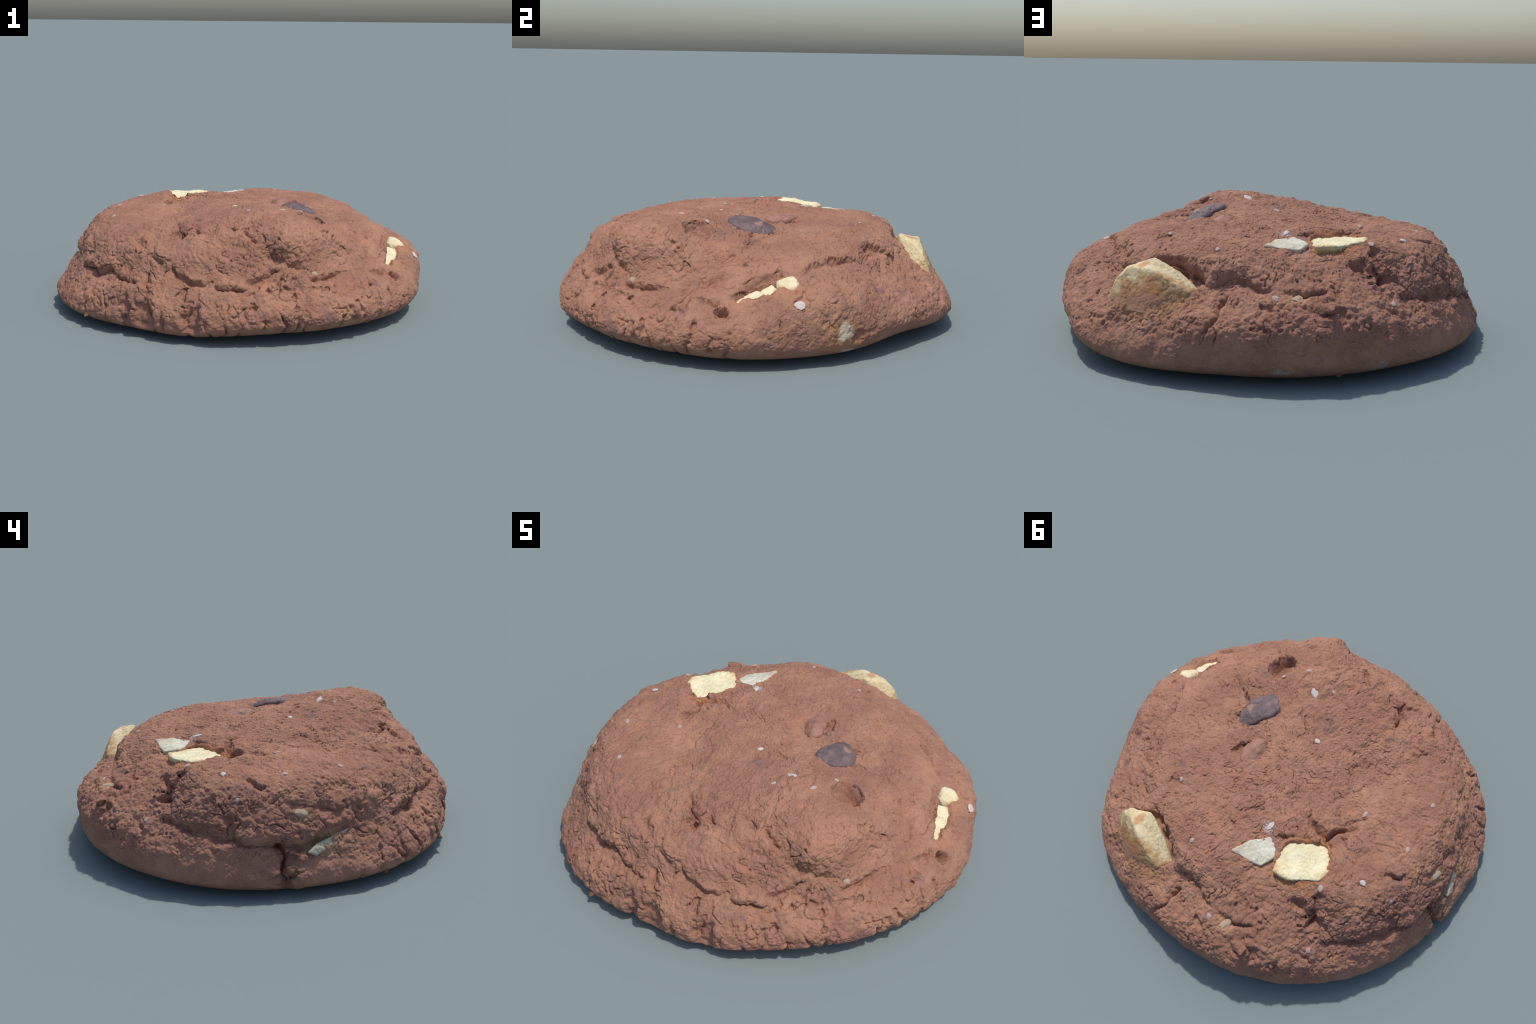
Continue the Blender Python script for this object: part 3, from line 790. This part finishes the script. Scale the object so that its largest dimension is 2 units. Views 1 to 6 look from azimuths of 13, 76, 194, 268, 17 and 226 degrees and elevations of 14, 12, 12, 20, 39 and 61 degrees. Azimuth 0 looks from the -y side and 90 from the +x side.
    ruddy_look = chip_material("dusted_cocoa_chip", (0.26, 0.125, 0.088), (0.33, 0.165, 0.12))
    put("cocoa_chip", rounded_hull("cocoa_chip", slab_points(DARK, 0.002, 0.06, 0.97, 1.05, 0.024), 0.014, 0.004, 0.006, 16, 7, 0.009), dark_look, cookie)
    put("cocoa_chip", rounded_hull("cocoa_chip", slab_points(RUDDY, 0.006, 0.05, 0.95, 1.1, 0.016), 0.012, 0.004, 0.003, 18, 8), ruddy_look, cookie)

    # pale specks
    speck_look = chip_material("sugar_speck", (0.55, 0.46, 0.42), (0.72, 0.66, 0.60))
    dull_look = chip_material("dull_sugar_speck", (0.42, 0.30, 0.26), (0.56, 0.46, 0.42))
    speck = pebble_mesh("sugar_speck", 2)
    dull = pebble_mesh("sugar_speck", 3)
    for at, long, wide, bright in (
        ((0.207, -0.358, 0.558), 0.023, 0.014, 1), ((0.0, -0.171, 0.528), 0.013, 0.010, 1), ((0.972, -0.019, 0.286), 0.019, 0.016, 1), ((-0.635, -0.351, 0.48), 0.011, 0.009, 0),
        ((-0.44, -0.066, 0.493), 0.013, 0.008, 0), ((0.138, -0.43, 0.568), 0.010, 0.007, 0), ((0.315, -0.423, 0.579), 0.014, 0.008, 0), ((-0.68, 0.199, 0.488), 0.013, 0.010, 1),
        ((-0.818, 0.146, 0.413), 0.012, 0.010, 0), ((-0.563, 0.365, 0.497), 0.013, 0.010, 0), ((-0.176, 0.321, 0.518), 0.020, 0.010, 1), ((0.042, 0.637, 0.493), 0.011, 0.008, 0),
        ((-0.697, 0.563, 0.289), 0.012, 0.010, 0), ((-0.71, -0.08, 0.48), 0.012, 0.008, 0), ((-0.255, 0.805, 0.343), 0.013, 0.011, 0), ((0.32, 0.46, 0.51), 0.010, 0.007, 0),
        ((0.395, -0.315, 0.55), 0.009, 0.008, 0),
    ):
        p, n = frame_on(points, normals, at)
        set_grain("sugar_speck", speck if bright else dull, speck_look if bright else dull_look, cookie, p, n, (long * 1.25, wide * 1.25, 0.006), float(rng.uniform(0, 3)), -0.0008 if bright else 0.001)

    # crumbs clinging to the foot, and a flake lifted off the back
    crumb_look = dough_material("crumb_dough", False)
    crumbs = pebble_mesh("crumb", 4)
    for at, size in (((-0.597, -0.835, 0.07), (0.016, 0.012, 0.03)), ((-0.955, -0.40, 0.05), (0.014, 0.018, 0.012)), ((-0.89, -0.52, 0.045), (0.012, 0.014, 0.02)),
                     ((-0.52, 0.80, 0.03), (0.016, 0.014, 0.016)), ((0.52, 0.83, 0.05), (0.014, 0.012, 0.014)), ((0.62, -0.80, 0.06), (0.02, 0.014, 0.012)),
                     ((0.395, -0.725, 0.475), (0.026, 0.022, 0.014)), ((0.80, -0.60, 0.06), (0.016, 0.02, 0.012))):
        p, n = frame_on(points, normals, at)
        set_grain("crumb", crumbs, crumb_look, cookie, p, n, size, float(rng.uniform(0, 3)), size[2] * 0.35)
    flake = [(-0.43, 0.80, 0.335), (-0.495, 0.775, 0.325), (-0.50, 0.825, 0.315), (-0.44, 0.83, 0.29), (-0.40, 0.81, 0.30), (-0.49, 0.80, 0.285), (-0.45, 0.76, 0.30)]
    put("dough_flake", rounded_hull("dough_flake", flake, 0.004, 0.004, 0.004, 26, 9), crumb_look, cookie)


build()
